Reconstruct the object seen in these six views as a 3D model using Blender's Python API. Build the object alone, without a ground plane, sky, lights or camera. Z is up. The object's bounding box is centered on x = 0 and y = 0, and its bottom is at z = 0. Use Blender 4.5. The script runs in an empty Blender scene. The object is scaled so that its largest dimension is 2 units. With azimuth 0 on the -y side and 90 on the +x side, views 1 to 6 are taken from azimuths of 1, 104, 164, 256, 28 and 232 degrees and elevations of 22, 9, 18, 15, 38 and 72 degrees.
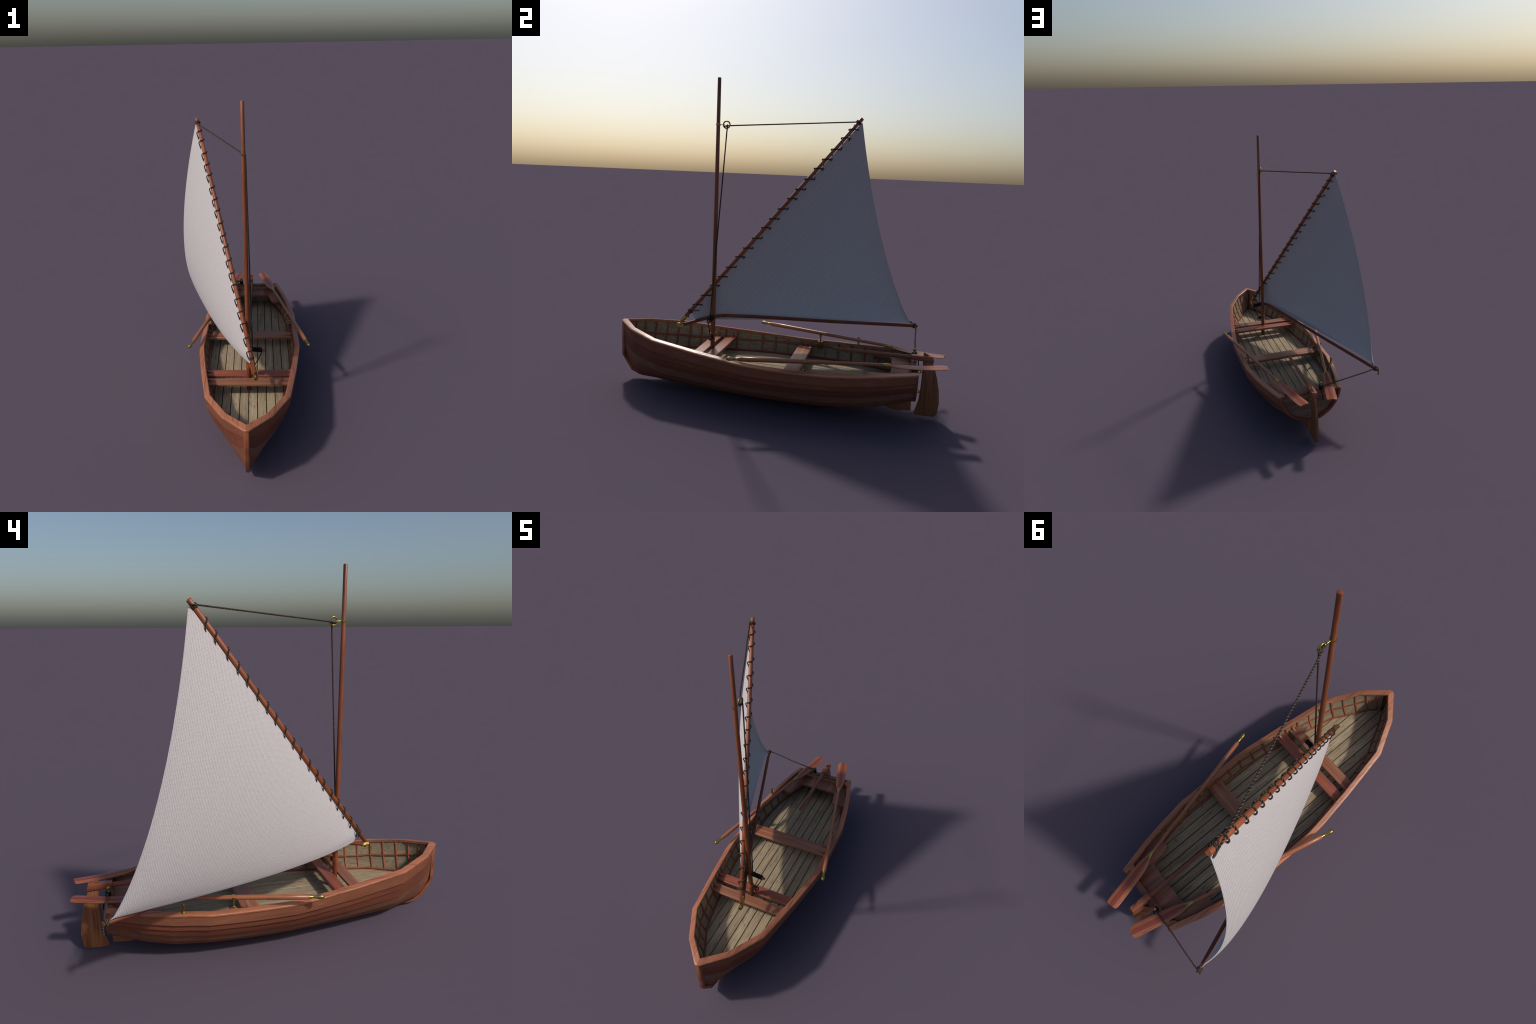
import bpy, bmesh, math, random
from mathutils import Vector, Matrix

random.seed(7)
XC = 0.0463            # centre line of the boat
BOW, STERN = -0.9944, 0.832

# ------------------------------------------------------------------ helpers
def interp(x, xs, ys):
    if x <= xs[0]: return ys[0]
    for i in range(1, len(xs)):
        if x <= xs[i]:
            f = (x - xs[i-1]) / (xs[i] - xs[i-1])
            return ys[i-1] + (ys[i] - ys[i-1]) * f
    return ys[-1]

def link(ob, parent=None):
    bpy.context.scene.collection.objects.link(ob)
    if parent is not None: ob.parent = parent
    return ob

def mesh_obj(name, verts, faces, mat, parent=None, smooth=40, matidx=None):
    me = bpy.data.meshes.new(name)
    me.from_pydata([tuple(v) for v in verts], [], faces)
    bm = bmesh.new(); bm.from_mesh(me)
    bmesh.ops.recalc_face_normals(bm, faces=bm.faces)
    bm.to_mesh(me); bm.free()
    for m in (mat if isinstance(mat, (list, tuple)) else [mat]): me.materials.append(m)
    if matidx:
        for p, i in zip(me.polygons, matidx): p.material_index = i
    me.update()
    ob = link(bpy.data.objects.new(name, me), parent)
    if smooth: shade(ob, smooth)
    return ob

def shade(ob, angle=40):
    me = ob.data
    me.polygons.foreach_set('use_smooth', [True] * len(me.polygons))
    me.set_sharp_from_angle(angle=math.radians(angle))

def bevel(ob, width, seg=2, angle=35, smooth=40):
    md = ob.modifiers.new('bevel', 'BEVEL'); md.width = width; md.segments = seg
    md.limit_method = 'ANGLE'; md.angle_limit = math.radians(angle)
    apply_mods(ob)
    if smooth: shade(ob, smooth)
    return ob

def apply_mods(ob):
    bpy.context.view_layer.update()
    dg = bpy.context.evaluated_depsgraph_get()
    me = bpy.data.meshes.new_from_object(ob.evaluated_get(dg))
    old = ob.data; ob.modifiers.clear(); ob.data = me
    me.name = old.name; bpy.data.meshes.remove(old)

def grid_faces(nu, nv, close_u=False, close_v=False, off=0):
    F = []
    for i in range(nu if close_u else nu - 1):
        for j in range(nv if close_v else nv - 1):
            a = i * nv + j; b = ((i+1) % nu) * nv + j
            c = ((i+1) % nu) * nv + (j+1) % nv; d = i * nv + (j+1) % nv
            F.append((off+a, off+b, off+c, off+d))
    return F

def loft(rings, cap=True, off=0):
    """closed rings of equal size -> verts, faces"""
    n = len(rings[0]); V = [p for r in rings for p in r]
    F = grid_faces(len(rings), n, close_v=True, off=off)
    if cap:
        F.append(tuple(off + j for j in reversed(range(n))))
        F.append(tuple(off + (len(rings)-1)*n + j for j in range(n)))
    return V, F

def prism(poly, axis, a, b):
    """polygon extruded along an axis. poly holds the two other coordinates."""
    def P(p, t):
        if axis == 'x': return (t, p[0], p[1])
        if axis == 'y': return (p[0], t, p[1])
        return (p[0], p[1], t)
    return loft([[P(p, a) for p in poly], [P(p, b) for p in poly]])

def box(x0, x1, y0, y1, z0, z1):
    return prism([(x0, y0), (x1, y0), (x1, y1), (x0, y1)], 'z', z0, z1)

def revolve(profile, sides=16):
    """profile of (radius, height) about local z"""
    rings = []
    for r, z in profile:
        rings.append([(r*math.cos(2*math.pi*k/sides), r*math.sin(2*math.pi*k/sides), z) for k in range(sides)])
    return loft(rings)

def merge(*parts):
    V, F = [], []
    for v, f in parts:
        o = len(V); V += list(v); F += [tuple(i + o for i in q) for q in f]
    return V, F

def move(part, M):
    v, f = part
    return [M @ Vector(p) for p in v], f

def aim(p, q, up=Vector((0, 0, 1))):
    """matrix placing local +z along p->q, local y as near 'up' as possible"""
    p, q = Vector(p), Vector(q); z = (q - p).normalized()
    if abs(z.dot(up)) > .98: up = Vector((0, 1, 0))
    x = up.cross(z).normalized(); y = z.cross(x)
    M = Matrix((x, y, z)).transposed().to_4x4(); M.translation = p
    return M

def catmull(pts, step):
    pts = [Vector(p) for p in pts]; out = []
    for i in range(len(pts) - 1):
        p1, p2 = pts[i], pts[i+1]
        p0 = pts[i-1] if i else p1 * 2 - p2
        p3 = pts[i+2] if i + 2 < len(pts) else p2 * 2 - p1
        n = max(1, int((p2 - p1).length / step))
        for k in range(n):
            t = k / n
            out.append(.5*((2*p1) + (p2-p0)*t + (2*p0-5*p1+4*p2-p3)*t*t + (3*p1-p0-3*p2+p3)*t**3))
    out.append(pts[-1]); return out

def frames(path):
    T = [(path[min(i+1, len(path)-1)] - path[max(i-1, 0)]).normalized() for i in range(len(path))]
    n = T[0].orthogonal().normalized(); N = []
    for t in T:
        n = (n - t * n.dot(t)).normalized(); N.append(n.copy())
    return T, N

def tube(path, radius, sides=8, squash=None):
    T, N = frames(path); rings = []
    for i, p in enumerate(path):
        r = radius(i / (len(path)-1)) if callable(radius) else radius
        b = T[i].cross(N[i])
        rings.append([p + (N[i]*math.cos(2*math.pi*k/sides) + b*math.sin(2*math.pi*k/sides))*r for k in range(sides)])
    return loft(rings)

def rope(name, pts, parent, r=.0036, pitch=.013, mats=None, smooth_path=True):
    """two-strand laid rope: a pale and a dark strand wound round each other"""
    step = pitch / 7
    path = catmull(pts, step) if smooth_path else [Vector(p) for p in pts]
    T, N = frames(path); d = 0; S = ([], [])
    for i, p in enumerate(path):
        if i: d += (path[i] - path[i-1]).length
        a = 2 * math.pi * d / pitch; b = T[i].cross(N[i])
        for s in (0, 1):
            o = N[i]*math.cos(a + s*math.pi) + b*math.sin(a + s*math.pi)
            S[s].append(p + o * r * .5)
    A, B = tube(S[0], r*.58, 5), tube(S[1], r*.58, 5)
    V, F = merge(A, B)
    return mesh_obj(name, V, F, mats or [M_ROPE_PALE, M_ROPE_DARK], parent, smooth=80,
                    matidx=[0]*len(A[1]) + [1]*len(B[1]))

# ---------------------------------------------------------------- materials
def new_mat(name):
    m = bpy.data.materials.new(name); m.use_nodes = True
    nt = m.node_tree; nt.nodes.clear()
    out = nt.nodes.new('ShaderNodeOutputMaterial'); bs = nt.nodes.new('ShaderNodeBsdfPrincipled')
    nt.links.new(bs.outputs[0], out.inputs[0])
    return m, nt, bs

def N(nt, kind, **kw):
    n = nt.nodes.new(kind)
    for k, v in kw.items():
        if k in n.inputs: n.inputs[k].default_value = v
        else: setattr(n, k, v)
    return n

def ramp(nt, stops):
    n = nt.nodes.new('ShaderNodeValToRGB'); e = n.color_ramp.elements
    while len(e) < len(stops): e.new(.5)
    for q, (p, c) in zip(e, stops): q.position = p; q.color = tuple(c) + (1,) if len(c) == 3 else c
    return n

def scaled(c, f): return tuple(min(1, v * f) for v in c)

def wood(name, base, grain='y', rough=.42, contrast=.35, boards=0, board_axis='x', spec=.45,
         coat=0.0, bump=.25, speck=0.0, tint=None, fine=1.0, vary=.12, streak=.75, board_mix=.55):
    """grained timber. base is linear rgb; the grain runs along one axis of the object."""
    m, nt, bs = new_mat(name); L = nt.links.new
    tc = N(nt, 'ShaderNodeTexCoord'); inf = N(nt, 'ShaderNodeObjectInfo')
    off = N(nt, 'ShaderNodeVectorMath', operation='SCALE'); off.inputs[0].default_value = (3.1, 7.3, 5.7)
    L(inf.outputs['Random'], off.inputs['Scale'])
    add = N(nt, 'ShaderNodeVectorMath', operation='ADD'); L(tc.outputs['Object'], add.inputs[0]); L(off.outputs[0], add.inputs[1])
    ax = 'xyz'.index(grain)
    s1 = [70 * fine] * 3; s1[ax] = 3.2
    s2 = [260 * fine] * 3; s2[ax] = 14
    s3 = [16 * fine] * 3; s3[ax] = 2.0
    def noise(sc, detail, rgh=.55, dist=0.0):
        mp = N(nt, 'ShaderNodeMapping'); mp.inputs['Scale'].default_value = sc
        L(add.outputs[0], mp.inputs['Vector'])
        n = N(nt, 'ShaderNodeTexNoise', Scale=1.0, Detail=detail, Roughness=rgh, Distortion=dist)
        L(mp.outputs[0], n.inputs['Vector']); return n.outputs['Fac']
    g1, g2, g3 = noise(s1, 4, dist=.6), noise(s2, 3), noise(s3, 3, dist=.4)
    mx = N(nt, 'ShaderNodeMix', data_type='FLOAT'); mx.inputs[0].default_value = .35
    L(g1, mx.inputs[2]); L(g2, mx.inputs[3])
    mx2 = N(nt, 'ShaderNodeMix', data_type='FLOAT'); mx2.inputs[0].default_value = .42
    L(mx.outputs[0], mx2.inputs[2]); L(g3, mx2.inputs[3])
    hi = tint or (base[0]*1.25, base[1]*1.4, base[2]*1.5)
    cr = ramp(nt, [(.36, scaled(base, 1 - contrast)), (.46, base), (.54, scaled(base, 1 + contrast*.3)), (.64, scaled(hi, 1 + contrast*.35))])
    L(mx2.outputs[0], cr.inputs[0]); col = cr.outputs[0]
    s5 = [150 * fine] * 3; s5[ax] = 2.6
    st = noise(s5, 2, .5, .3)                       # thin dark pore lines
    sr0 = ramp(nt, [(.33, (.50, .44, .42)), (.42, (1, 1, 1))]); L(st, sr0.inputs[0])
    ms = N(nt, 'ShaderNodeMix', data_type='RGBA', blend_type='MULTIPLY'); ms.inputs[0].default_value = streak
    L(col, ms.inputs[6]); L(sr0.outputs[0], ms.inputs[7]); col = ms.outputs[2]
    if boards:      # boards of different tone glued side by side
        sp = N(nt, 'ShaderNodeSeparateXYZ'); L(add.outputs[0], sp.inputs[0])
        mu = N(nt, 'ShaderNodeMath', operation='MULTIPLY'); mu.inputs[1].default_value = 1 / boards
        L(sp.outputs['XYZ'.index(board_axis.upper())], mu.inputs[0])
        fl = N(nt, 'ShaderNodeMath', operation='FLOOR'); L(mu.outputs[0], fl.inputs[0])
        wn = N(nt, 'ShaderNodeTexWhiteNoise', noise_dimensions='1D'); L(fl.outputs[0], wn.inputs['W'])
        br = ramp(nt, [(0, (.52, .42, .45)), (.4, (.85, .8, .8)), (1, (1.3, 1.38, 1.4))]); L(wn.outputs['Value'], br.inputs[0])
        mm = N(nt, 'ShaderNodeMix', data_type='RGBA', blend_type='MULTIPLY'); mm.inputs[0].default_value = board_mix
        L(col, mm.inputs[6]); L(br.outputs[0], mm.inputs[7]); col = mm.outputs[2]
    if speck:       # weathered dark flecks along the grain
        s4 = [90] * 3; s4[ax] = 16
        sn = noise(s4, 3, .65)
        sr = ramp(nt, [(.30, (.35, .33, .31)), (.44, (1, 1, 1))]); L(sn, sr.inputs[0])
        mm = N(nt, 'ShaderNodeMix', data_type='RGBA', blend_type='MULTIPLY'); mm.inputs[0].default_value = speck
        L(col, mm.inputs[6]); L(sr.outputs[0], mm.inputs[7]); col = mm.outputs[2]
    if vary:        # every piece a little different
        vr = N(nt, 'ShaderNodeMapRange'); vr.inputs['To Min'].default_value = 1 - vary; vr.inputs['To Max'].default_value = 1 + vary
        L(inf.outputs['Random'], vr.inputs['Value'])
        hs = N(nt, 'ShaderNodeHueSaturation'); L(vr.outputs[0], hs.inputs['Value']); L(col, hs.inputs['Color']); col = hs.outputs[0]
    L(col, bs.inputs['Base Color'])
    rr = N(nt, 'ShaderNodeMapRange'); rr.inputs['To Min'].default_value = rough - .1; rr.inputs['To Max'].default_value = rough + .15
    L(g2, rr.inputs['Value']); L(rr.outputs[0], bs.inputs['Roughness'])
    bs.inputs['Specular IOR Level'].default_value = spec
    bs.inputs['Coat Weight'].default_value = coat; bs.inputs['Coat Roughness'].default_value = .25
    bp = N(nt, 'ShaderNodeBump', Strength=bump, Distance=.002); L(mx.outputs[0], bp.inputs['Height'])
    L(bp.outputs[0], bs.inputs['Normal'])
    return m

def brass(name):
    m, nt, bs = new_mat(name); L = nt.links.new
    tc = N(nt, 'ShaderNodeTexCoord'); n = N(nt, 'ShaderNodeTexNoise', Scale=60.0, Detail=4.0); L(tc.outputs['Object'], n.inputs['Vector'])
    cr = ramp(nt, [(.35, (.25, .18, .05)), (.6, (.42, .31, .095))]); L(n.outputs['Fac'], cr.inputs[0]); L(cr.outputs[0], bs.inputs['Base Color'])
    bs.inputs['Metallic'].default_value = .9; bs.inputs['Roughness'].default_value = .3
    return m

def plain(name, c, rough=.9, var=.3, scale=120.0, spec=.2):
    m, nt, bs = new_mat(name); L = nt.links.new
    tc = N(nt, 'ShaderNodeTexCoord'); n = N(nt, 'ShaderNodeTexNoise', Scale=scale, Detail=3.0); L(tc.outputs['Object'], n.inputs['Vector'])
    cr = ramp(nt, [(.3, scaled(c, 1-var)), (.7, scaled(c, 1+var))]); L(n.outputs['Fac'], cr.inputs[0]); L(cr.outputs[0], bs.inputs['Base Color'])
    bs.inputs['Roughness'].default_value = rough; bs.inputs['Specular IOR Level'].default_value = spec
    return m

def canvas(name):
    """coarse sailcloth: warp ribs parallel to the leech, finer weft across them"""
    m, nt, bs = new_mat(name); L = nt.links.new
    tc = N(nt, 'ShaderNodeTexCoord')
    mp = N(nt, 'ShaderNodeMapping'); mp.inputs['Rotation'].default_value = (math.radians(-11), 0, 0)
    L(tc.outputs['Object'], mp.inputs['Vector'])
    def wave(dirn, scale, dist):
        w = N(nt, 'ShaderNodeTexWave', wave_type='BANDS', bands_direction=dirn, Scale=scale, Distortion=dist)
        w.inputs['Detail'].default_value = 2; w.inputs['Detail Scale'].default_value = 3
        L(mp.outputs[0], w.inputs['Vector']); return w.outputs['Fac']
    a, b = wave('Y', 46, 1.6), wave('Z', 60, 3.0)
    ml = N(nt, 'ShaderNodeMix', data_type='FLOAT'); ml.inputs[0].default_value = .35; L(a, ml.inputs[2]); L(b, ml.inputs[3])
    ns = N(nt, 'ShaderNodeTexNoise', Scale=140.0, Detail=4.0, Roughness=.7); L(mp.outputs[0], ns.inputs['Vector'])
    m2 = N(nt, 'ShaderNodeMix', data_type='FLOAT'); m2.inputs[0].default_value = .5; L(ml.outputs[0], m2.inputs[2]); L(ns.outputs['Fac'], m2.inputs[3])
    cr = ramp(nt, [(.2, SAIL_DARK), (.5, SAIL_MID), (.8, SAIL_LIGHT)]); L(m2.outputs[0], cr.inputs[0])
    L(cr.outputs[0], bs.inputs['Base Color']); bs.inputs['Roughness'].default_value = .95; bs.inputs['Specular IOR Level'].default_value = .1
    bp = N(nt, 'ShaderNodeBump', Strength=.2, Distance=.001); L(m2.outputs[0], bp.inputs['Height']); L(bp.outputs[0], bs.inputs['Normal'])
    return m

SAIL_DARK, SAIL_MID, SAIL_LIGHT = (.345, .316, .325), (.50, .463, .468), (.625, .582, .584)
RED = (.235, .075, .033)
M_STRAKE = [wood('strake_timber_a', (.195, .070, .037), 'y', rough=.65, contrast=.18, spec=.2, bump=.15, vary=.06, streak=.3),
            wood('strake_timber_b', (.160, .050, .028), 'y', rough=.65, contrast=.18, spec=.2, bump=.15, vary=.06, streak=.3),
            wood('strake_timber_c', (.180, .076, .044), 'y', rough=.65, contrast=.18, spec=.2, bump=.15, vary=.06, streak=.3)]
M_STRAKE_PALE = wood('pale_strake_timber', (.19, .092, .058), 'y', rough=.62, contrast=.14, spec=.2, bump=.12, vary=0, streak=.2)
M_RAIL = wood('rail_timber', (.29, .100, .047), 'y', rough=.36, contrast=.5, spec=.5, bump=.9, fine=.8)
M_STEM = wood('stem_timber', (.26, .080, .032), 'z', rough=.45, contrast=.4, boards=.045, board_axis='z')
M_TRIM = wood('trim_timber', (.20, .050, .022), 'y', rough=.5, contrast=.4)
M_RIB = wood('rib_timber', (.23, .066, .030), 'z', rough=.5, contrast=.4, vary=.3)
M_SPAR = wood('spar_timber', (.25, .068, .024), 'z', rough=.4, contrast=.4, fine=.7)
M_SPAR_DARK = wood('boom_timber', (.155, .040, .018), 'y', rough=.5, spec=.3, contrast=.35, fine=.7)
M_THWART = wood('thwart_timber', (.265, .100, .050), 'x', rough=.35, contrast=.45, boards=.026, board_axis='y')
M_THWART_RED = wood('red_thwart_timber', (.215, .057, .029), 'x', rough=.33, contrast=.45)
M_BENCH = wood('bench_timber', (.20, .076, .045), 'y', rough=.42, contrast=.4, boards=.045, board_axis='x')
M_OAR = wood('oar_timber', (.28, .092, .040), 'z', rough=.28, contrast=.45, coat=.2, fine=.7, bump=.8)
M_BLADE_EDGE = wood('blade_edge_timber', (.29, .088, .036), 'z', rough=.4, contrast=.4, coat=.12)
M_BLADE_CORE = wood('blade_core_timber', (.19, .040, .024), 'z', rough=.4, contrast=.4, coat=.12)
M_RUDDER = wood('rudder_timber', (.25, .094, .035), 'z', rough=.5, contrast=.5, boards=.027, board_axis='y', fine=.7)
M_SKEG = wood('skeg_timber', (.25, .094, .035), 'y', rough=.5, contrast=.5, fine=.7)
M_TILLER = wood('tiller_timber', (.21, .060, .030), 'z', rough=.45, contrast=.4)
M_HEAD = wood('tiller_head_timber', (.23, .064, .030), 'y', rough=.4, contrast=.4)
M_FLOOR = wood('weathered_deck_timber', (.31, .24, .155), 'y', rough=.8, contrast=.35, spec=.15, speck=.75, tint=(.42, .335, .225), bump=.4, vary=.10, streak=.45)
M_LINING = wood('weathered_lining_timber', (.235, .185, .12), 'y', rough=.85, contrast=.35, spec=.1, speck=.6, tint=(.31, .245, .16), bump=.4, vary=0, streak=.7)
M_TRANSOM = wood('transom_timber', (.20, .115, .08), 'x', rough=.6, contrast=.35, spec=.25, boards=.022, board_axis='z', vary=0)
M_GAP_SHADE = plain('plank_gap_shade', (.018, .015, .012))  # near-black colour standing in for the shade in the slits between floor planks
M_BRASS = brass('aged_brass')
M_SAIL = canvas('sail_canvas')
M_ROPE_PALE = plain('rope_strand_pale', (.100, .073, .053))
M_ROPE_DARK = plain('rope_strand_dark', (.020, .018, .016))
M_TAR = plain('tarred_rope_strand', (.022, .021, .022))

# ------------------------------------------------------------- hull surface
HY = [BOW, -.872, -.68, -.383, -.18, -.068, .19, .367, .429, .532, .67, STERN]
HH = [.010, .133, .2365, .2875, .3167, .329, .3235, .322, .3095, .294, .2645, .2172]
ZY = [BOW, -.872, -.68, -.383, -.068, .1, .2, .37, .532, .682, STERN]
ZZ = [.3785, .3635, .3435, .3175, .296, .2895, .2895, .294, .301, .3115, .323]
KY = [BOW, -.93, -.865, -.75, -.63, -.35, -.06, .1, .25, .40, .53, .60, .67, .75, STERN]
KZ = [.145, .050, .022, .018, .014, .012, .019, .023, .029, .037, .044, .056, .068, .084, .101]
NY = [BOW, -.87, -.83, -.74, -.67, -.5, -.35, -.06, .1, .25, .4, .53, .60, .67, .75, STERN]
NV = [1.25, 1.32, 1.38, 1.55, 1.70, 1.90, 1.97, 2.17, 2.32, 2.42, 2.47, 2.5, 2.45, 2.35, 2.05, 1.85]

LINE = .0215            # depth of planking and lining together
def rail_h(y): return interp(y, HY, HH)
def sheer(y): return interp(y, ZY, ZZ)
def keel_z(y): return interp(y, KY, KZ)
NB = [1.4, 1.48, 1.56, 1.76, 1.86, 1.90]       # the outside is fuller at the bow than the lining
def half(y, t, inset=0.0):
    """half breadth of the planking at depth fraction t below the sheer"""
    n = interp(y, NY, NV if inset > .015 else NB + NV[6:]); h = max(.002, rail_h(y) - .005 - inset)
    return h * max(0.0, 1 - t**n) ** (1 / n)
def hull_pt(y, t, side, out=0.0, inset=0.0):
    zt, zb = sheer(y) - .004, keel_z(y) + inset * .9
    return Vector((XC + side * (half(y, t, inset) + out), y, zt - t * (zt - zb)))
def t_at(y, z, inset=0.0):
    zt, zb = sheer(y) - .004, keel_z(y) + inset * .9
    return min(1, max(0, (zt - z) / (zt - zb)))
def inner_half(y, z): return half(y, t_at(y, z, LINE), LINE)

STATIONS = sorted(set([BOW, -.975, -.955, -.93, -.9, -.872, -.84, -.80, -.74, -.68, -.63, -.58, -.53, -.48, -.43, -.383,
            -.33, -.28, -.23, -.18, -.12, -.068, -.02, .03, .08, .13, .19, .25, .31, .367, .40, .429, .48, .532, .58, .625, .67, .71, .75, .79, STERN]))

boat = link(bpy.data.objects.new('sailing_dinghy', None))
boat['label'] = 'wooden rowing dinghy with white sail, mast, oars and rudder'
boat['category'] = 'sailing boat'

# inner shell (weathered lining) is the hull mesh; planks and trims hang on it
def shell(side_list=(-1, 1), rows=14):
    V, F = [], []
    for side in side_list:
        o = len(V)
        ys = [y for y in STATIONS if y >= -.955]
        ys[-1] = .812
        for y in ys:
            for j in range(rows + 1):
                t = j / rows
                p = hull_pt(y, t, side, inset=LINE)
                V.append(p)
        F += grid_faces(len(ys), rows + 1, off=o)
    return V, F
V, F = shell()
hull = mesh_obj('hull', V, F, M_LINING, boat, smooth=50)
md = hull.modifiers.new('s', 'SOLIDIFY'); md.thickness = .004; md.offset = 0; apply_mods(hull); shade(hull, 50)

# clinker strakes
LAPS = [0.0, .21, .335, .50, .67, .85, 1.0]
TONE = [0, 1, 1, 2, 0, 1]
for side in (-1, 1):
    for k in range(6):
        t0, t1 = LAPS[k], LAPS[k+1]
        rows = 4; rings = []
        for y in STATIONS:
            lap = .0080 * min(1, max(0, (y + .86) / .25))
            if k == 5: lap *= .4
            outer, inner = [], []
            for j in range(rows + 1):
                f = j / rows; t = t0 + (t1 - t0) * f
                flat = interp(y, [-.5, -.1, .7, .82], [0, .013, .013, 0]) * math.exp(-((t - .60) / .20) ** 2)   # nearly straight topsides above the bilge
                d = lap * f - (.001 if k == 0 else .0045) - flat
                outer.append(hull_pt(y, t, side, out=d))
                inner.append(hull_pt(y, t, side, out=d - .009 if y > -.955 else d - .004))
            rings.append(outer + inner[::-1])
        V, F = loft(rings)
        mesh_obj('strake', V, F, M_STRAKE_PALE if (k == 3 and side == 1) else M_STRAKE[TONE[k]], hull, smooth=32)

# stem and keel: one timber that runs down the bow and along the bottom
prof = [(-.9975, .370), (-.9975, .145), (-.932, .0465), (-.866, .0195), (-.63, .010), (-.35, .004), (-.06, 0), (.25, .002), (.42, .014), (.55, .030), (.70, .062), (.826, .092)]
back = [(-.978, .374), (-.978, .150), (-.92, .062), (-.855, .036), (-.63, .030), (-.35, .028), (-.06, .034), (.25, .045), (.42, .053), (.55, .062), (.70, .088), (.826, .115)]
rings = []
for (y, z), (yb, zb) in zip(prof, back):
    w = interp(y, [-.99, -.932, -.866, -.63], [.0118, .0105, .0065, .007])
    rings.append([(XC - w, y, z), (XC + w, y, z), (XC + w + .003, yb, zb), (XC - w - .003, yb, zb)])
V, F = loft(rings)
bevel(mesh_obj('stem_and_keel', V, F, M_STEM, hull), .0025)
# skeg
V, F = prism([(.655, .046), (.735, .0228), (.8244, .0318), (.8236, .10), (.66, .08)], 'x', XC - .009, XC + .009)
bevel(mesh_obj('skeg', V, F, M_SKEG, hull), .002)

# transom board, rim and inner face
def transom_outline(inset, n=14):
    pts = []
    for side in (1, -1):
        seq = [j / n for j in range(n + 1)]
        if side == -1: seq = seq[::-1]
        for t in seq:
            if side == -1 and t == 1.0: continue
            p = hull_pt(STERN, t, side, out=.0, inset=inset)
            pts.append((p.x, p.z))
    return pts
V, F = prism(transom_outline(.012), 'y', .8110, .822)
mesh_obj('transom', V, F, M_TRANSOM, hull, smooth=30)
mesh_obj('transom_lining', *prism(transom_outline(.014), 'y', .8085, .8108), M_LINING, hull, smooth=30)
o, i = transom_outline(-.001), transom_outline(.018)
n = len(o); V = []; F = []
for y in (.818, .843):
    V += [(p[0], y, p[1]) for p in o] + [(p[0], y, p[1]) for p in i]
for j in range(n - 1):
    a, b = j, j + 1
    F += [(a, b, n+b, n+a), (2*n+a, 3*n+a, 3*n+b, 2*n+b), (a, 2*n+a, 2*n+b, b), (n+a, n+b, 3*n+b, 3*n+a)]
F += [(0, n, 3*n, 2*n), (n-1, 3*n-1, 4*n-1, 2*n-1)]
bevel(mesh_obj('transom_rim', V, F, M_TRIM, hull), .002)

# ------------------------------------------------------------ gunwale rails
def rail(side):
    P = [Vector((rail_h(y), y)) for y in sorted(set(HY + [-.53, .03, .28, .6, .75]))]
    P[-1] = Vector((.2165, .836))
    n = len(P); inner = []
    W = .0315
    for i in range(n):
        d0 = (P[i] - P[i-1]).normalized() if i else None
        d1 = (P[i+1] - P[i]).normalized() if i < n - 1 else None
        nr = lambda d: Vector((-d.y, d.x))
        if d0 is None:
            d = d1; q = P[0] + nr(d) * W; k = -q.x / d.x; q = q + d * k      # mitre on the centre line
        elif d1 is None: q = P[i] + Vector((-W, 0))
        else:
            m = (nr(d0) + nr(d1)).normalized(); q = P[i] + m * (W / m.dot(nr(d1)))
        inner.append(q)
    P[0] = Vector((.0128, BOW - .0040))
    P.insert(0, Vector((0, BOW - .0056))); inner.insert(0, inner[0])
    # cambered section: the top sheds outwards, round outer edge
    SEC = [(0, -.0135), (0, -.0065), (.09, -.0036), (.30, -.0018), (.62, .0006), (.90, .0024), (1, -.0002), (1, -.0125)]
    rings = []
    for a, b in zip(P, inner):
        z = sheer(a.y)
        rings.append([(XC + side*(a.x + (b.x - a.x)*f), a.y + (b.y - a.y)*f, z + dz) for f, dz in SEC])
    return loft(rings)
for s in (-1, 1):
    V, F = rail(s)
    mesh_obj('gunwale', V, F, M_RAIL, boat, smooth=38)
# stern cap across the transom, notched for the tiller, and quarter blocks in the corners
for a, b in ((XC - .186, XC - .016), (XC + .016, XC + .186)):
    bevel(mesh_obj('stern_cap', *box(a, b, .8062, .838, .3075, .3218), M_BENCH, boat), .0025)
bevel(mesh_obj('stern_cap', *box(XC - .016, XC + .016, .8062, .838, .3045, .315), M_BENCH, boat), .002)
for s in (-1, 1):
    q = [(.196, .8085), (.165, .8085), (.183, .785), (.207, .775)]
    V, F = loft([[(XC + s*x, y, sheer(y) - .020) for x, y in q], [(XC + s*x, y, sheer(y) - .0012) for x, y in q]])
    bevel(mesh_obj('quarter_knee', V, F, M_RAIL, boat), .002)

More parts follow.
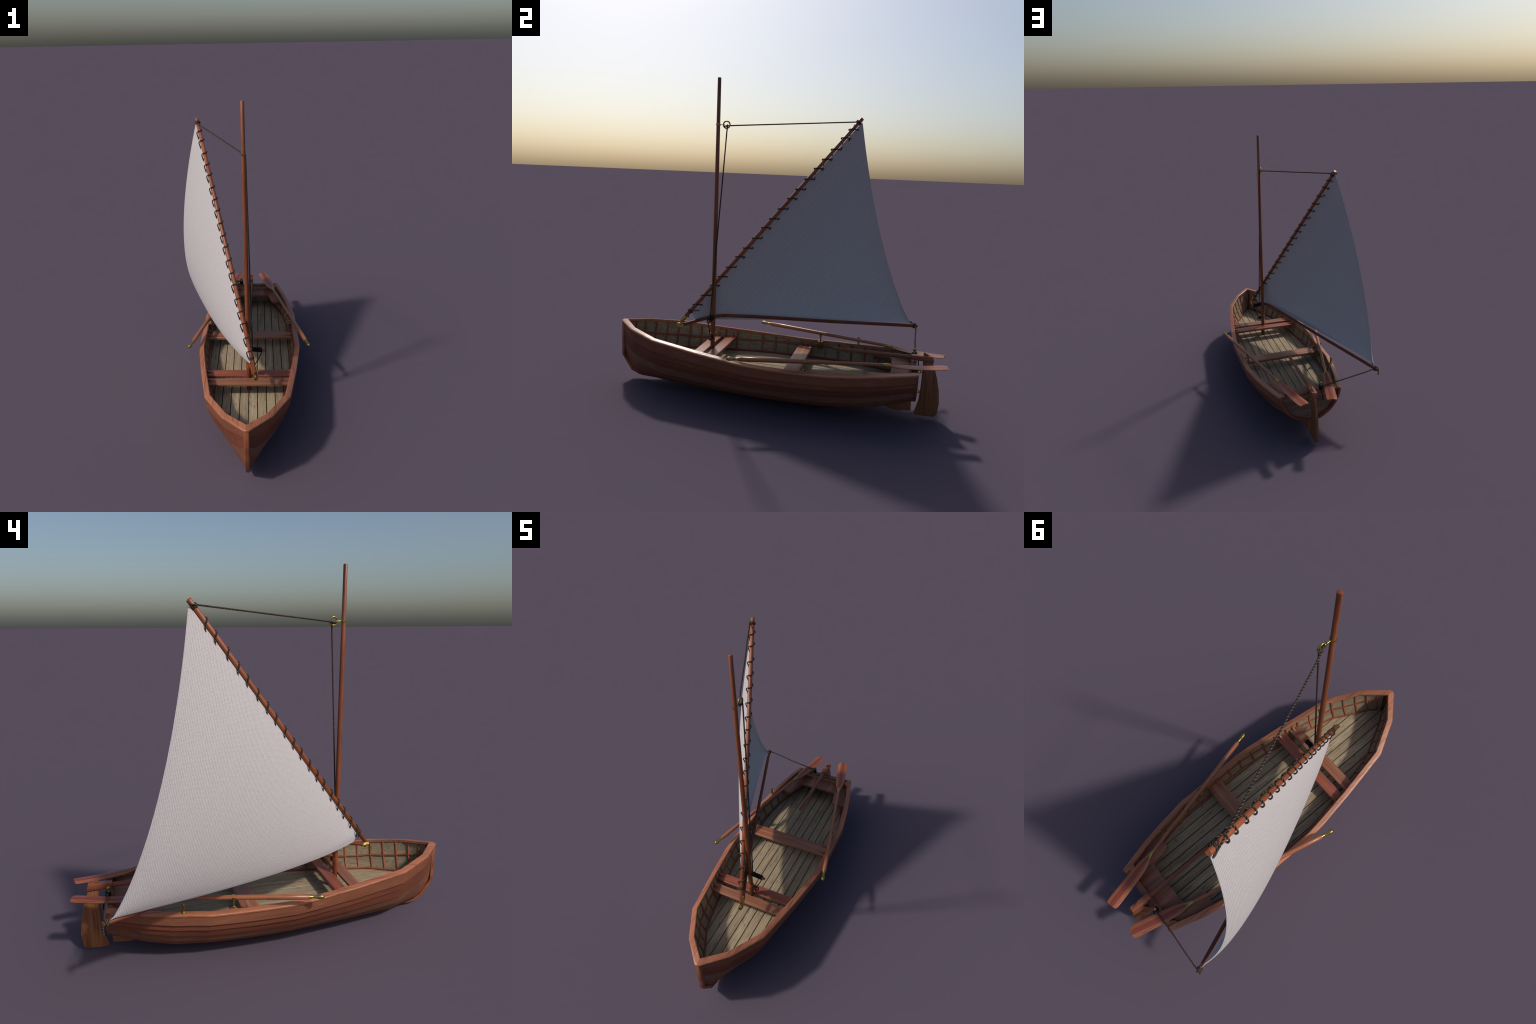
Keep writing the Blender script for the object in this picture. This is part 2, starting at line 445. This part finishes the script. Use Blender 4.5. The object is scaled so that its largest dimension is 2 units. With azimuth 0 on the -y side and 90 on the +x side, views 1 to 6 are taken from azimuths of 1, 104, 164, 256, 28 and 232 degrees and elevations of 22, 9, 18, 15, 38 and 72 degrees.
# -------------------------------------------------------------------- floor
FZ = .175
def floor_half(y): return max(0.0, inner_half(y, FZ) - .004)
def front_y(w):
    lo, hi = -.955, -.05
    for _ in range(40):
        m = (lo + hi) / 2
        if floor_half(m) > w: hi = m
        else: lo = m
    return hi
def back_y(w):
    lo, hi = .1, .812
    for _ in range(40):
        m = (lo + hi) / 2
        if floor_half(m) > w: lo = m
        else: hi = m
    return lo
rows = []
for y in [q for q in STATIONS if -.95 < q < .811] + [.811]:
    zb = max(.125, keel_z(y) + .045); w = max(.002, inner_half(y, zb) - .002); rows.append([(XC - w, y, zb), (XC + w, y, zb), (XC + w, y, zb - .006), (XC - w, y, zb - .006)])
V, F = loft(rows)
floor = mesh_obj('floor', V, F, M_GAP_SHADE, boat, smooth=30)  # dark backing sheet added below the planks so the gaps look shaded
PW = .0524
for side in (-1, 1):
    for k in range(6):
        a, b = k*PW + .0021, (k+1)*PW - .0021
        wmax = max(floor_half(y) for y in STATIONS)
        b = min(b, wmax - .0005)
        if b - a < .006: continue
        rings = []; cols = 5
        us = [a + (b-a)*c/(cols-1) for c in range(cols)]
        fy, by = [front_y(u) for u in us], [back_y(u) for u in us]
        nrow = 40; V = []; F = []
        for zz in (FZ, FZ - .008):
            for r in range(nrow + 1):
                for c in range(cols):
                    V.append((XC + side*us[c], fy[c] + (by[c]-fy[c])*r/nrow, zz))
        m = (nrow+1)*cols
        F += grid_faces(nrow+1, cols) + grid_faces(nrow+1, cols, off=m)
        for r in range(nrow):
            for c in (0, cols-1): q = r*cols + c; F.append((q, q+cols, m+q+cols, m+q))
        for c in range(cols-1):
            for q in (c, nrow*cols + c): F.append((q, q+1, m+q+1, m+q))
        bevel(mesh_obj('floor_plank', V, F, M_FLOOR, floor), .0012, 1)

# ---------------------------------------------------------- ribs, stringers
RIB_Y = [-.927, -.883, -.8228, -.7575, -.693, -.616, -.5425, -.462, -.380, -.302, -.2215, -.136, -.048, .032, .113, .195, .2824, .364, .448, .5335, .615, .695, .765]
for s in (-1, 1):
    for y in RIB_Y:
        rings = []; top = sheer(y) - .012
        for j in range(9):
            z = FZ + (top - FZ) * j / 8; w = inner_half(y, z)
            x0, x1 = XC + s*(w + .002), XC + s*(w - .0075)
            dy = .0055 if y > -.9 else .004
            rings.append([(x0, y - dy, z), (x1, y - dy, z), (x1, y + dy, z), (x0, y + dy, z)])
        V, F = loft(rings)
        bevel(mesh_obj('rib', V, F, M_RIB, boat), .0015, 1)
    def strip(zf, hgt, depth, y0, y1, name):
        rings = []
        for y in [q for q in STATIONS if y0 < q < y1] + [y1]:
            z = zf(y); w = inner_half(y, z)
            x0, x1 = XC + s*max(0, w + .002), XC + s*max(.0005, w - depth)
            rings.append([(x0, y, z - hgt/2), (x1, y, z - hgt/2), (x1, y, z + hgt/2), (x0, y, z + hgt/2)])
        V, F = loft(rings)
        bevel(mesh_obj(name, V, F, M_TRIM, boat), .002, 1)
    strip(lambda y: interp(y, [-.95, -.875, -.755, -.61, -.2, 0, .44, .81], [.292, .277, .2585, .249, .2465, .249, .2575, .272]), .009, .010, -.955, .811, 'stringer')
    strip(lambda y: FZ + .006, .012, .010, -.955, .811, 'floor_stringer')

# ------------------------------------------------------- thwarts with knees
def thwart(y0, y1, ztop, thick, mat, knees):
    rings = []
    for y in [y0 + (y1 - y0) * f for f in (0, .25, .5, .75, 1)]:
        w = inner_half(y, ztop - thick/2) - .001
        rings.append([(XC - w, y, ztop - thick), (XC + w, y, ztop - thick), (XC + w, y, ztop), (XC - w, y, ztop)])
    V, F = loft(rings)
    ob = bevel(mesh_obj('thwart', V, F, mat, boat), .004, 3)
    for s in (-1, 1):
        for y in knees:
            top = sheer(y) - .014; R = []
            w = inner_half(y, top) - .002; wb = inner_half(y, ztop) - .002
            reach = .052
            pts = []
            for j in range(9):
                a = j / 8 * math.pi / 2
                pts.append((w - (1 - math.cos(a)) * (w - wb + reach) , top - math.sin(a) * (top - ztop)))
            ins = [(p[0] - .002 - .006*math.sin(j/8*math.pi*.5 + .3), p[1] + .006) for j, p in enumerate(pts)]
            rings = []
            for (px, pz) in pts:
                rings.append((px, pz))
            # solid bracket: curved upper face, flat back on the lining and flat foot on the seat
            foot = [(wb + .004, ztop - .001), (w + .004, top)]
            outline = [(px + 0.0, pz) for px, pz in pts]
            outline = [(w + .003, top)] + [(w - (1 - math.cos(j/8*math.pi/2))*(w - wb + reach), top - math.sin(j/8*math.pi/2)**.8*(top - ztop) + .001) for j in range(1, 9)] + [(wb + .004, ztop - .002)]
            V, F = prism([(XC + s*px, pz) for px, pz in outline], 'y', y - .006, y + .006)
            bevel(mesh_obj('knee', V, F, M_THWART_RED if mat is M_THWART_RED else M_TRIM, ob), .0015, 1)
    return ob
thwart(-.463, -.399, .266, .016, M_THWART, [-.4255])
thwart(-.373, -.308, .264, .016, M_THWART_RED, [-.334])
thwart(.106, .197, .249, .018, M_THWART, [.126, .186])

# stern bench: a U of boards with rounded inner corners
def bench():
    zt, th = .287, .018
    out = []
    for y in (.575, .62, .67, .71, .75, .79, .8082):
        out.append((inner_half(y, zt - .01) - .001, y))
    inner = [(.172, .575), (.166, .578), (.160, .586), (.138, .675), (.134, .686), (.126, .694), (.118, .697), (.09, .698), (0, .699)]
    right = out[::-1][0:0]
    poly = [(XC + x, y) for x, y in out] + [(XC - x, y) for x, y in out[::-1]] + [(XC - x, y) for x, y in inner] + [(XC + x, y) for x, y in inner[::-1][1:]]
    return prism(poly, 'z', zt - th, zt)
V, F = bench()
bevel(mesh_obj('stern_bench', V, F, M_BENCH, boat), .002)
for s in (-1, 1):
    y = .597; w = inner_half(y, .25)
    V, F = prism([(XC + s*(w + .003), .269), (XC + s*(w - .045), .269), (XC + s*(w - .03), .245), (XC + s*(w + .002), .225)], 'y', y - .008, y + .008)
    bevel(mesh_obj('bench_bracket', V, F, M_TRIM, boat), .0015, 1)

# --------------------------------------------------------------------- mast
def spar(name, p, q, r, mat, parent, sides=20, cap=.002):
    """round spar from p to q with radius profile r = [(fraction, radius)]; its object z runs along it"""
    M = aim(p, q); L = (Vector(q) - Vector(p)).length
    prof_ = [(rr, f*L) for f, rr in r]
    prof_ = [(prof_[0][0] - cap, prof_[0][1])] + [(prof_[0][0], prof_[0][1] + cap)] + prof_[1:-1] + [(prof_[-1][0], prof_[-1][1] - cap), (prof_[-1][0] - cap, prof_[-1][1])]
    V, F = revolve(prof_, sides)
    ob = mesh_obj(name, V, F, mat, parent, smooth=45); ob.matrix_world = M
    return ob
MX, MY = .0468, -.384
mast = spar('mast', (MX, MY, FZ - .004), (MX, MY, 1.873), [(0, .0138), (.2, .0135), (.75, .0114), (1, .0103)], M_SPAR, boat)
bpy.context.view_layer.update()
def child_keep(ob, parent):
    bpy.context.view_layer.update()
    mw = ob.matrix_world.copy(); ob.parent = parent; bpy.context.view_layer.update()
    ob.matrix_parent_inverse = parent.matrix_world.inverted(); ob.matrix_world = mw
def lathe(name, prof_, origin, mat, parent, sides=20, axis=None, smooth=45):
    V, F = revolve(prof_, sides); ob = mesh_obj(name, V, F, mat, None, smooth=smooth)
    ob.matrix_world = aim(origin, Vector(origin) + Vector(axis or (0, 0, 1)))
    child_keep(ob, parent); return ob
for z in (.343, .457):
    lathe('mast_collar', [(.013, -.012), (.0168, -.011), (.0175, 0), (.0168, .011), (.013, .012)], (MX, MY, z), M_SPAR, mast)
pin_hi = lathe('belaying_pin', [(.007, 0), (.0082, .004), (.0082, .100), (.0065, .104)], (MX - .018, MY, .4585), M_SPAR, mast, axis=(.0996, .0013, -.0105))
def extend(ob, k):     # stretch a pin along itself
    for v in ob.data.vertices: v.co.z *= k
extend(pin_hi, 1.13)
lathe('belaying_pin', [(.0065, 0), (.0075, .003), (.0075, .058), (.006, .062)], (MX - .016, MY, .3335), M_SPAR, mast, axis=(1, .02, -.03))
# brass eye for the halyard
lathe('halyard_band', [(.0105, -.005), (.0138, -.005), (.0138, .005), (.0105, .005)], (MX, MY, 1.609), M_BRASS, mast)
def ring_mesh(R, r, n=24, k=8, squash=1.0):
    rings = [[((R + r*math.cos(2*math.pi*j/k))*math.cos(2*math.pi*i/n), (R + r*math.cos(2*math.pi*j/k))*math.sin(2*math.pi*i/n), r*squash*math.sin(2*math.pi*j/k)) for j in range(k)] for i in range(n)]
    V = [p for q in rings for p in q]
    return V, grid_faces(n, k, close_u=True, close_v=True)
def put_ring(name, R, r, centre, normal, mat, parent, squash=1.0):
    V, F = ring_mesh(R, r, squash=squash); ob = mesh_obj(name, V, F, mat, None, smooth=80)
    ob.matrix_world = aim(centre, Vector(centre) + Vector(normal)); child_keep(ob, parent); return ob
put_ring('halyard_ring', .0200, .0042, (MX + .001, -.3325, 1.609), (1, 0, 0), M_BRASS, mast)
lathe('ring_shank', [(.003, 0), (.003, .027)], (MX, MY + .012, 1.609), M_BRASS, mast, sides=10, axis=(0, 1, 0))

# ------------------------------------------------------------- yard and boom
YA, YB = Vector((.0885, -.5745, .4205)), Vector((-.2736, .4173, 1.6901))
yard_dir = (YB - YA).normalized()
yard = spar('yard', YA, YB, [(0, .0118), (.4, .0125), (1, .0120)], M_SPAR, boat)
# brass cheek plate on one side of the yard foot
pl = bevel(mesh_obj('yard_plate', *box(.0095, .0142, -.0075, .0075, -.012, .040), M_BRASS, None), .0015)
pl.matrix_world = aim(YA, YB, Vector((-.25, 1, 0))); child_keep(pl, yard)
boom_pts = [(.0885, -.567, .397), (.0606, -.491, .4205), (.0365, -.4252, .442), (.0163, -.3701, .4535), (.0001, -.3258, .4570), (-.0382, -.2216, .4552), (-.0867, -.0893, .4500), (-.23, .3014, .4285), (-.3267, .5651, .4170), (-.4285, .8415, .4050)]
path = catmull(boom_pts, .02)
V, F = tube(path, lambda f: .0105, 14)
boom = mesh_obj('boom', V, F, M_SPAR_DARK, boat, smooth=50)
# brass jaw: a short drum across the boom end that carries the yard foot
d = Vector((.0279, -.076, -.0235)).normalized()
lathe('boom_jaw', [(.010, -.024), (.0125, -.022), (.0125, .020), (.010, .022)], Vector((.0895, -.580, .3955)), M_BRASS, boom, axis=(.12, -1, .02), sides=6, smooth=20)
lathe('jaw_nut', [(.006, 0), (.0075, .003), (.0075, .008), (.005, .010)], Vector((.0895, -.580, .3865)), M_BRASS, boom, axis=(0, 0, -1), sides=8)
lathe('jaw_pin', [(.006, 0), (.006, .016)], Vector((.089, -.578, .404)), M_BRASS, boom, axis=(0, 0, 1), sides=8)

# --------------------------------------------------------------------- sail
HEAD, CLEW, TACK, LUFF0 = Vector((-.2755, .4135, 1.6635)), Vector((-.418, .7985, .4172)), Vector((.0574, -.4960, .4320)), Vector((.0675, -.5165, .4715))
LEECH = [Vector((-.2785, .4207, 1.662)), Vector((-.5179, .5545, .8134)), Vector((-.4086, .773, .4566)), CLEW]
FOOT = [CLEW, Vector((-.457, .8986, .442)), Vector((-.2436, -.0097, .3988)), TACK]
def bez(C, t):
    a, b, c, e = C; u = 1 - t
    return a*u**3 + b*3*u*u*t + c*3*u*t*t + e*t**3
BELLY, BA, BB, CA, CB = .0750, .830, 1.330, .830, .930        # camber and how it is spread over the height
VT = 3 / 90
def sail_pt(u, v):
    """u: luff to leech, v: foot to head"""
    lu = TACK.lerp(LUFF0, v / VT) if v < VT else LUFF0.lerp(HEAD, (v - VT) / (1 - VT))   # short tack edge, then the luff
    le = bez(LEECH, 1 - v)
    fo = bez(FOOT, 1 - u); base = TACK.lerp(CLEW, u)
    p = lu.lerp(le, u) + (fo - base) * (1 - v) ** 2.37
    peak = (BA/(BA+BB))**BA * (BB/(BA+BB))**BB * (CA/(CA+CB))**CA * (CB/(CA+CB))**CB
    bulge = BELLY * u**CA * (1 - u)**CB * v**BA * (1 - v)**BB / peak
    return p + Vector((-.93, -.30, 0)).normalized() * bulge
NU, NVV = 60, 90
V = [sail_pt(i / NU, j / NVV) for i in range(NU + 1) for j in range(NVV + 1)]
sail = mesh_obj('sail', V, grid_faces(NU + 1, NVV + 1), M_SAIL, boat, smooth=80)
md = sail.modifiers.new('s', 'SOLIDIFY'); md.thickness = .0025; md.offset = 0; apply_mods(sail); shade(sail, 80)

# ----------------------------------------------------------- lacing and rope
LOOP_V = [367, 415, 478, 534, 585, 645, 702, 754, 813, 869, 920, 980, 1036, 1086, 1146, 1200, 1250, 1308, 1362]
first = None
y0 = Vector((.0896, -.586, .4065))
for q in LOOP_V:
    t = (1470 - q) / 1165
    c = y0.lerp(YB, t)
    if first is None:
        pts = [(-.009, .038, -.002), (.006, .022, .001), (.0165, .002, .002), (.012, -.017, .001), (-.004, -.0215, -.003),
               (-.0145, -.019, -.013), (-.0125, -.014, -.030), (-.008, -.013, -.046), (-.002, -.0145, -.060), (.006, -.016, -.066)]
        first = rope('lacing_turn', pts, boat, r=.0038, pitch=.013)
        first.location = c
    else:
        ob = first.copy(); link(ob, boat); ob.location = c
# lashing at the tack and at the peak
def wraps(name, centre, axis, R, turns, adv, parent, r=.0031, mats=None, start=0.0, extra_start=None, extra_end=None):
    M = aim(centre, Vector(centre) + Vector(axis)); pts = []
    n = int(turns * 14)
    for i in range(n + 1):
        a = start + 2*math.pi*turns*i/n
        pts.append(M @ Vector((R*math.cos(a), R*math.sin(a), adv*i/n)))
    pts = (extra_start or []) + pts + (extra_end or [])
    return rope(name, pts, parent, r=r, mats=mats)
PEAK = Vector((-.2645, .3935, 1.6598))
wraps('peak_lashing', PEAK, yard_dir, .0138, 2.3, .012, boat, r=.0041)
tk = y0.lerp(YB, .056)
wraps('tack_lashing', tk, yard_dir, .0138, 2.5, .012, boat, r=.0034, extra_end=[tk + Vector((.012, -.004, -.02)), tk + Vector((.010, -.002, -.034))])
rope('tack_lashing', [tk + Vector((.012, 0, .006)), tk + Vector((.008, .03, .010)), tk + Vector((-.004, .062, .014))], boat, r=.0031)
# halyard: peak -> brass ring -> belaying pin
RB = Vector((MX + .001, -.333, 1.5935))
rope('halyard', [(-.2800, .402, 1.6708), (-.2775, .383, 1.6690), (-.120, .029, 1.6367), (.0350, -.320, 1.6047), (.0530, -.3290, 1.5990)], boat, r=.0041)
rope('halyard', [(.0490, -.3245, 1.6010), (.0548, -.3262, 1.592), (.0586, -.3376, 1.40), (.0654, -.3652, .95), (.0718, -.3916, .52), (.0727, -.395, .466)], boat, r=.0041)
ax = Vector((.0996, .0013, -.0105)).normalized()
c0 = Vector((.0635, MY, .4567))
wraps('halyard_coil', c0, ax, .0112, 11, .066, boat, r=.0036, mats=[M_TAR, M_ROPE_DARK])
e1 = c0 + ax * .064
rope('halyard_tail', [e1 + Vector((0, -.004, -.011)), (.108, -.386, .395), (.084, -.388, .350)], boat, r=.0032, mats=[M_ROPE_DARK, M_TAR])
wraps('halyard_tail', (.066, MY, .333), (1, .02, -.03), .0105, 4, .016, boat, r=.0034, mats=[M_TAR, M_ROPE_DARK])
put_ring('halyard_tail', .0115, .0030, (.0865, -.386, .3305), (.8, -.5, .3), M_TAR, boat)
# sheet: boom end -> stern pin
SP = Vector((-.0315, .8235, .30))
lathe('sheet_pin', [(.006, 0), (.006, .056), (.0045, .058), (.0075, .062), (.0092, .068), (.0085, .073), (.005, .0765), (.001, .0775)], SP, M_BRASS, boat)
wraps('sheet_coil', SP + Vector((0, 0, .026)), (0, 0, 1), .0108, 4.5, .027, boat, r=.004, mats=[M_TAR, M_ROPE_DARK])
BE = Vector((-.4215, .822, .4062)); bdir = Vector((-.1018, .2764, -.012)).normalized()
rope('sheet', [SP + Vector((-.010, .004, .046)), (-.20, .828, .371), (-.33, .832, .394), BE + Vector((.010, .010, .004))], boat, r=.0041)
wraps('sheet_lashing', BE - bdir*.006, bdir, .0135, 2.4, .012, boat, r=.0041)
rope('sheet_lashing', [BE + Vector((.006, -.012, .016)), BE + Vector((.010, -.02, .024)), BE + Vector((.013, -.026, .03))], boat, r=.0041)
rope('sheet_tail', [BE + Vector((-.010, .010, .012)), BE + Vector((-.0165, .014, -.004)), BE + Vector((-.0175, .0152, -.044))], boat, r=.0041)
rope('sheet_tail', [SP + Vector((.004, .012, .030)), SP + Vector((.002, .024, .012)), SP + Vector((-.003, .026, -.012)), SP + Vector((-.004, .031, -.040))], boat, r=.0034, mats=[M_ROPE_DARK, M_TAR])

# ------------------------------------------------------------------- rudder
outline = [(.870, .352), (.8714, .259), (.8694, .181), (.8632, .1024), (.8537, .064), (.8437, .029), (.8425, .017), (.852, .0105), (.950, .0135), (.9675, .028), (.9755, .096), (.969, .168), (.954, .2385), (.9396, .286), (.9236, .329), (.915, .352)]
rings = []
for x, k in ((-.0078, 0), (.0078, 0)):
    rings.append([(XC + x, y, z) for y, z in outline])
V, F = loft(rings)
rudder = bevel(mesh_obj('rudder', V, F, M_RUDDER, boat), .003)
V, F = prism([(.806, .363), (.806, .3365), (.87, .335), (.931, .3335), (.9205, .3665), (.87, .3655)], 'x', XC - .0165, XC + .0165)
head = bevel(mesh_obj('tiller_head', V, F, M_HEAD, rudder), .0025)
V, F = prism([(.870, .36), (.870, .3835), (.876, .383), (.915, .362), (.915, .36)], 'x', XC - .0065, XC + .0065)
bevel(mesh_obj('rudder_tenon', V, F, M_RUDDER, rudder), .0012, 1)
tl = spar('tiller', (XC, .363, .3450), (XC, .815, .3480), [(0, .0105), (.6, .0108), (1, .0118)], M_TILLER, None, sides=16); child_keep(tl, rudder)
for z in (.150, .268):
    put_ring('gudgeon', .0085, .0028, (XC, .8545, z), (1, 0, 0), M_BRASS, rudder)
    lathe('gudgeon_plate', [(.010, 0), (.010, .006), (.005, .010)], (XC, .834, z), M_BRASS, rudder, axis=(0, 1, 0), sides=12)
    lathe('pintle', [(.004, 0), (.004, .012)], (XC, .861, z), M_BRASS, rudder, axis=(0, 1, 0), sides=10)

# --------------------------------------------------------------------- oars
def oar(tip, end):
    tip, end = Vector(tip), Vector(end); L = (end - tip).length
    M = aim(tip, end)                     # local z along the oar, local y up
    s0, s1 = .072, .858 / 1.198 * L
    prof_ = [(.0105, s0), (.0132, s0 + .004), (.0132, s0 + .12), (.0118, .40), (.0100, .62), (.0088, s1)]
    V, F = revolve(prof_, 16); sh = mesh_obj('oar', V, F, M_OAR, boat, smooth=40); sh.matrix_world = M
    # turned brass grip
    g = [(.0015, 0), (.0065, .002), (.0100, .007), (.0116, .015), (.0114, .025), (.0095, .036), (.0074, .047), (.0068, .054), (.0078, .061), (.0096, .067), (.0112, .071), (.0112, .075)]
    V, F = revolve(g, 16); ob = mesh_obj('oar_grip', V, F, M_BRASS, None, smooth=60); ob.matrix_world = M; child_keep(ob, sh)
    # blade: flat-topped ridge with sloping sides, slightly spooned, squared end with rounded corners
    zs_ = [s1 + .012, s1 + .05, s1 + .09, s1 + .14, s1 + .19, s1 + .24, s1 + .29, L - .008, L + .002]
    Lb = L - s1
    def width(z):
        f = (z - s1) / Lb
        return interp(f, [0, .08, .15, .25, .4, .65, .9, .96, .985, 1.0], [.0125, .0150, .0210, .0280, .0318, .0338, .0348, .0345, .0325, .0285])
    rings = []
    zs_ = [s1 + .006 + (L - s1 - .0062) * i / 22 for i in range(23)]
    for z in zs_:
        f = (z - s1) / Lb; w = width(z); sag = -.006 * math.sin(math.pi * min(1, f)) ; th = interp(f, [0, .15, 1], [.0085, .0065, .0050])
        lift = interp(f, [0, .3, 1], [0, .0005, .001])
        rings.append([(-w, sag - .0020, z), (-w*.42, sag + th + lift - .002, z), (w*.42, sag + th + lift - .002, z), (w, sag - .0020, z), (w*.92, sag - .0055, z), (0, sag - th, z), (-w*.92, sag - .0055, z)])
    V, F = loft(rings); idx = []
    for i in range(len(rings) - 1):
        idx += [0, 1, 0, 0, 0, 0, 0]
    idx += [0, 0]
    bl = mesh_obj('oar_blade', V, F, [M_BLADE_EDGE, M_BLADE_CORE], None, smooth=28, matidx=idx)
    bl.matrix_world = M; child_keep(bl, sh)
    # wedge-shaped brass ferrule between loom and blade
    rr = []
    for k, (zf, w, h) in enumerate([(s1 - .012, .0086, .0092), (s1 - .010, .0098, .0100), (s1 + .010, .0118, .0102), (s1 + .030, .0155, .0092), (s1 + .032, .0145, .0080)]):
        rr.append([(w*math.cos(2*math.pi*j/16), h*math.sin(2*math.pi*j/16) - (.001 if k > 2 else 0), zf) for j in range(16)])
    V, F = loft(rr); ob = mesh_obj('oar_ferrule', V, F, M_BRASS, None, smooth=40); ob.matrix_world = M; child_keep(ob, sh)
    return sh
oar_right = oar((.4285, -.1704, .3428), (.1402, .9927, .3440))
oar_left = oar((-.3365, -.1714, .3438), (-.0439, .9920, .3440))

# ----------------------------------------------------- rowlocks, thole, pins
def rowlock(x, y, side):
    zc = .3425
    # U-shaped strap
    pts = [(math.cos(a), math.sin(a)) for a in [math.radians(-180 + 180*i/12) for i in range(13)]]
    R = .0162; th = .0036
    prof_o = [(R*c, R*s) for c, s in pts]; prof_i = [((R-th)*c, (R-th)*s) for c, s in pts]
    poly = [(x - R, zc + .010)] + [(x + px, zc + pz) for px, pz in prof_o] + [(x + R, zc + .010), (x + R - th, zc + .010)] + [(x + px, zc + pz) for px, pz in prof_i[::-1]] + [(x - R + th, zc + .010)]
    V, F = prism(poly, 'y', y - .0066, y + .0066)
    rl = bevel(mesh_obj('rowlock', V, F, M_BRASS, boat), .0008, 1)
    lathe('rowlock_stem', [(.0048, -.070), (.0042, -.014), (.0060, -.012), (.0085, -.0095), (.0090, -.006), (.0052, -.003), (.0045, .008), (.0060, .012), (.0068, .0165), (.0068, .0235)], (x, y, .3045), M_BRASS, rl, sides=12)
    # upper ear on the rail and half-round block below it
    xr = XC + side * (rail_h(y) - .030)
    for nm, zt, zb, R2, sh in (('rowlock_ear', sheer(y) - .001, sheer(y) - .018, .019, .9), ('rowlock_block', .262, .236, .022, 1.0)):
        back_x = xr if nm == 'rowlock_ear' else XC + side * (inner_half(y, .25) + .001)
        reach = abs(back_x - x) + .011
        top = [(back_x - side * reach * math.cos(a) * 1.0, y + R2 * math.sin(a)) for a in [math.radians(-90 + 180*i/10) for i in range(11)]]
        k = sh if nm == 'rowlock_ear' else .55
        V, F = loft([[(px, py, zt) for px, py in top], [(back_x + (px - back_x)*k, y + (py - y)*k, zb) for px, py in top]])
        bevel(mesh_obj(nm, V, F, M_TRIM if nm == 'rowlock_block' else M_RAIL, rl), .0015, 1)
rowlock(.3262, .2455, 1)
rowlock(-.2325, .2475, -1)
lathe('thole_pin', [(.0108, -.012), (.0108, .003), (.0080, .006), (.0064, .012), (.0062, .033), (.0080, .036), (.0088, .041), (.0080, .046), (.004, .049)], (-.2362, .4868, sheer(.487) + .001), M_BRASS, boat, sides=14)
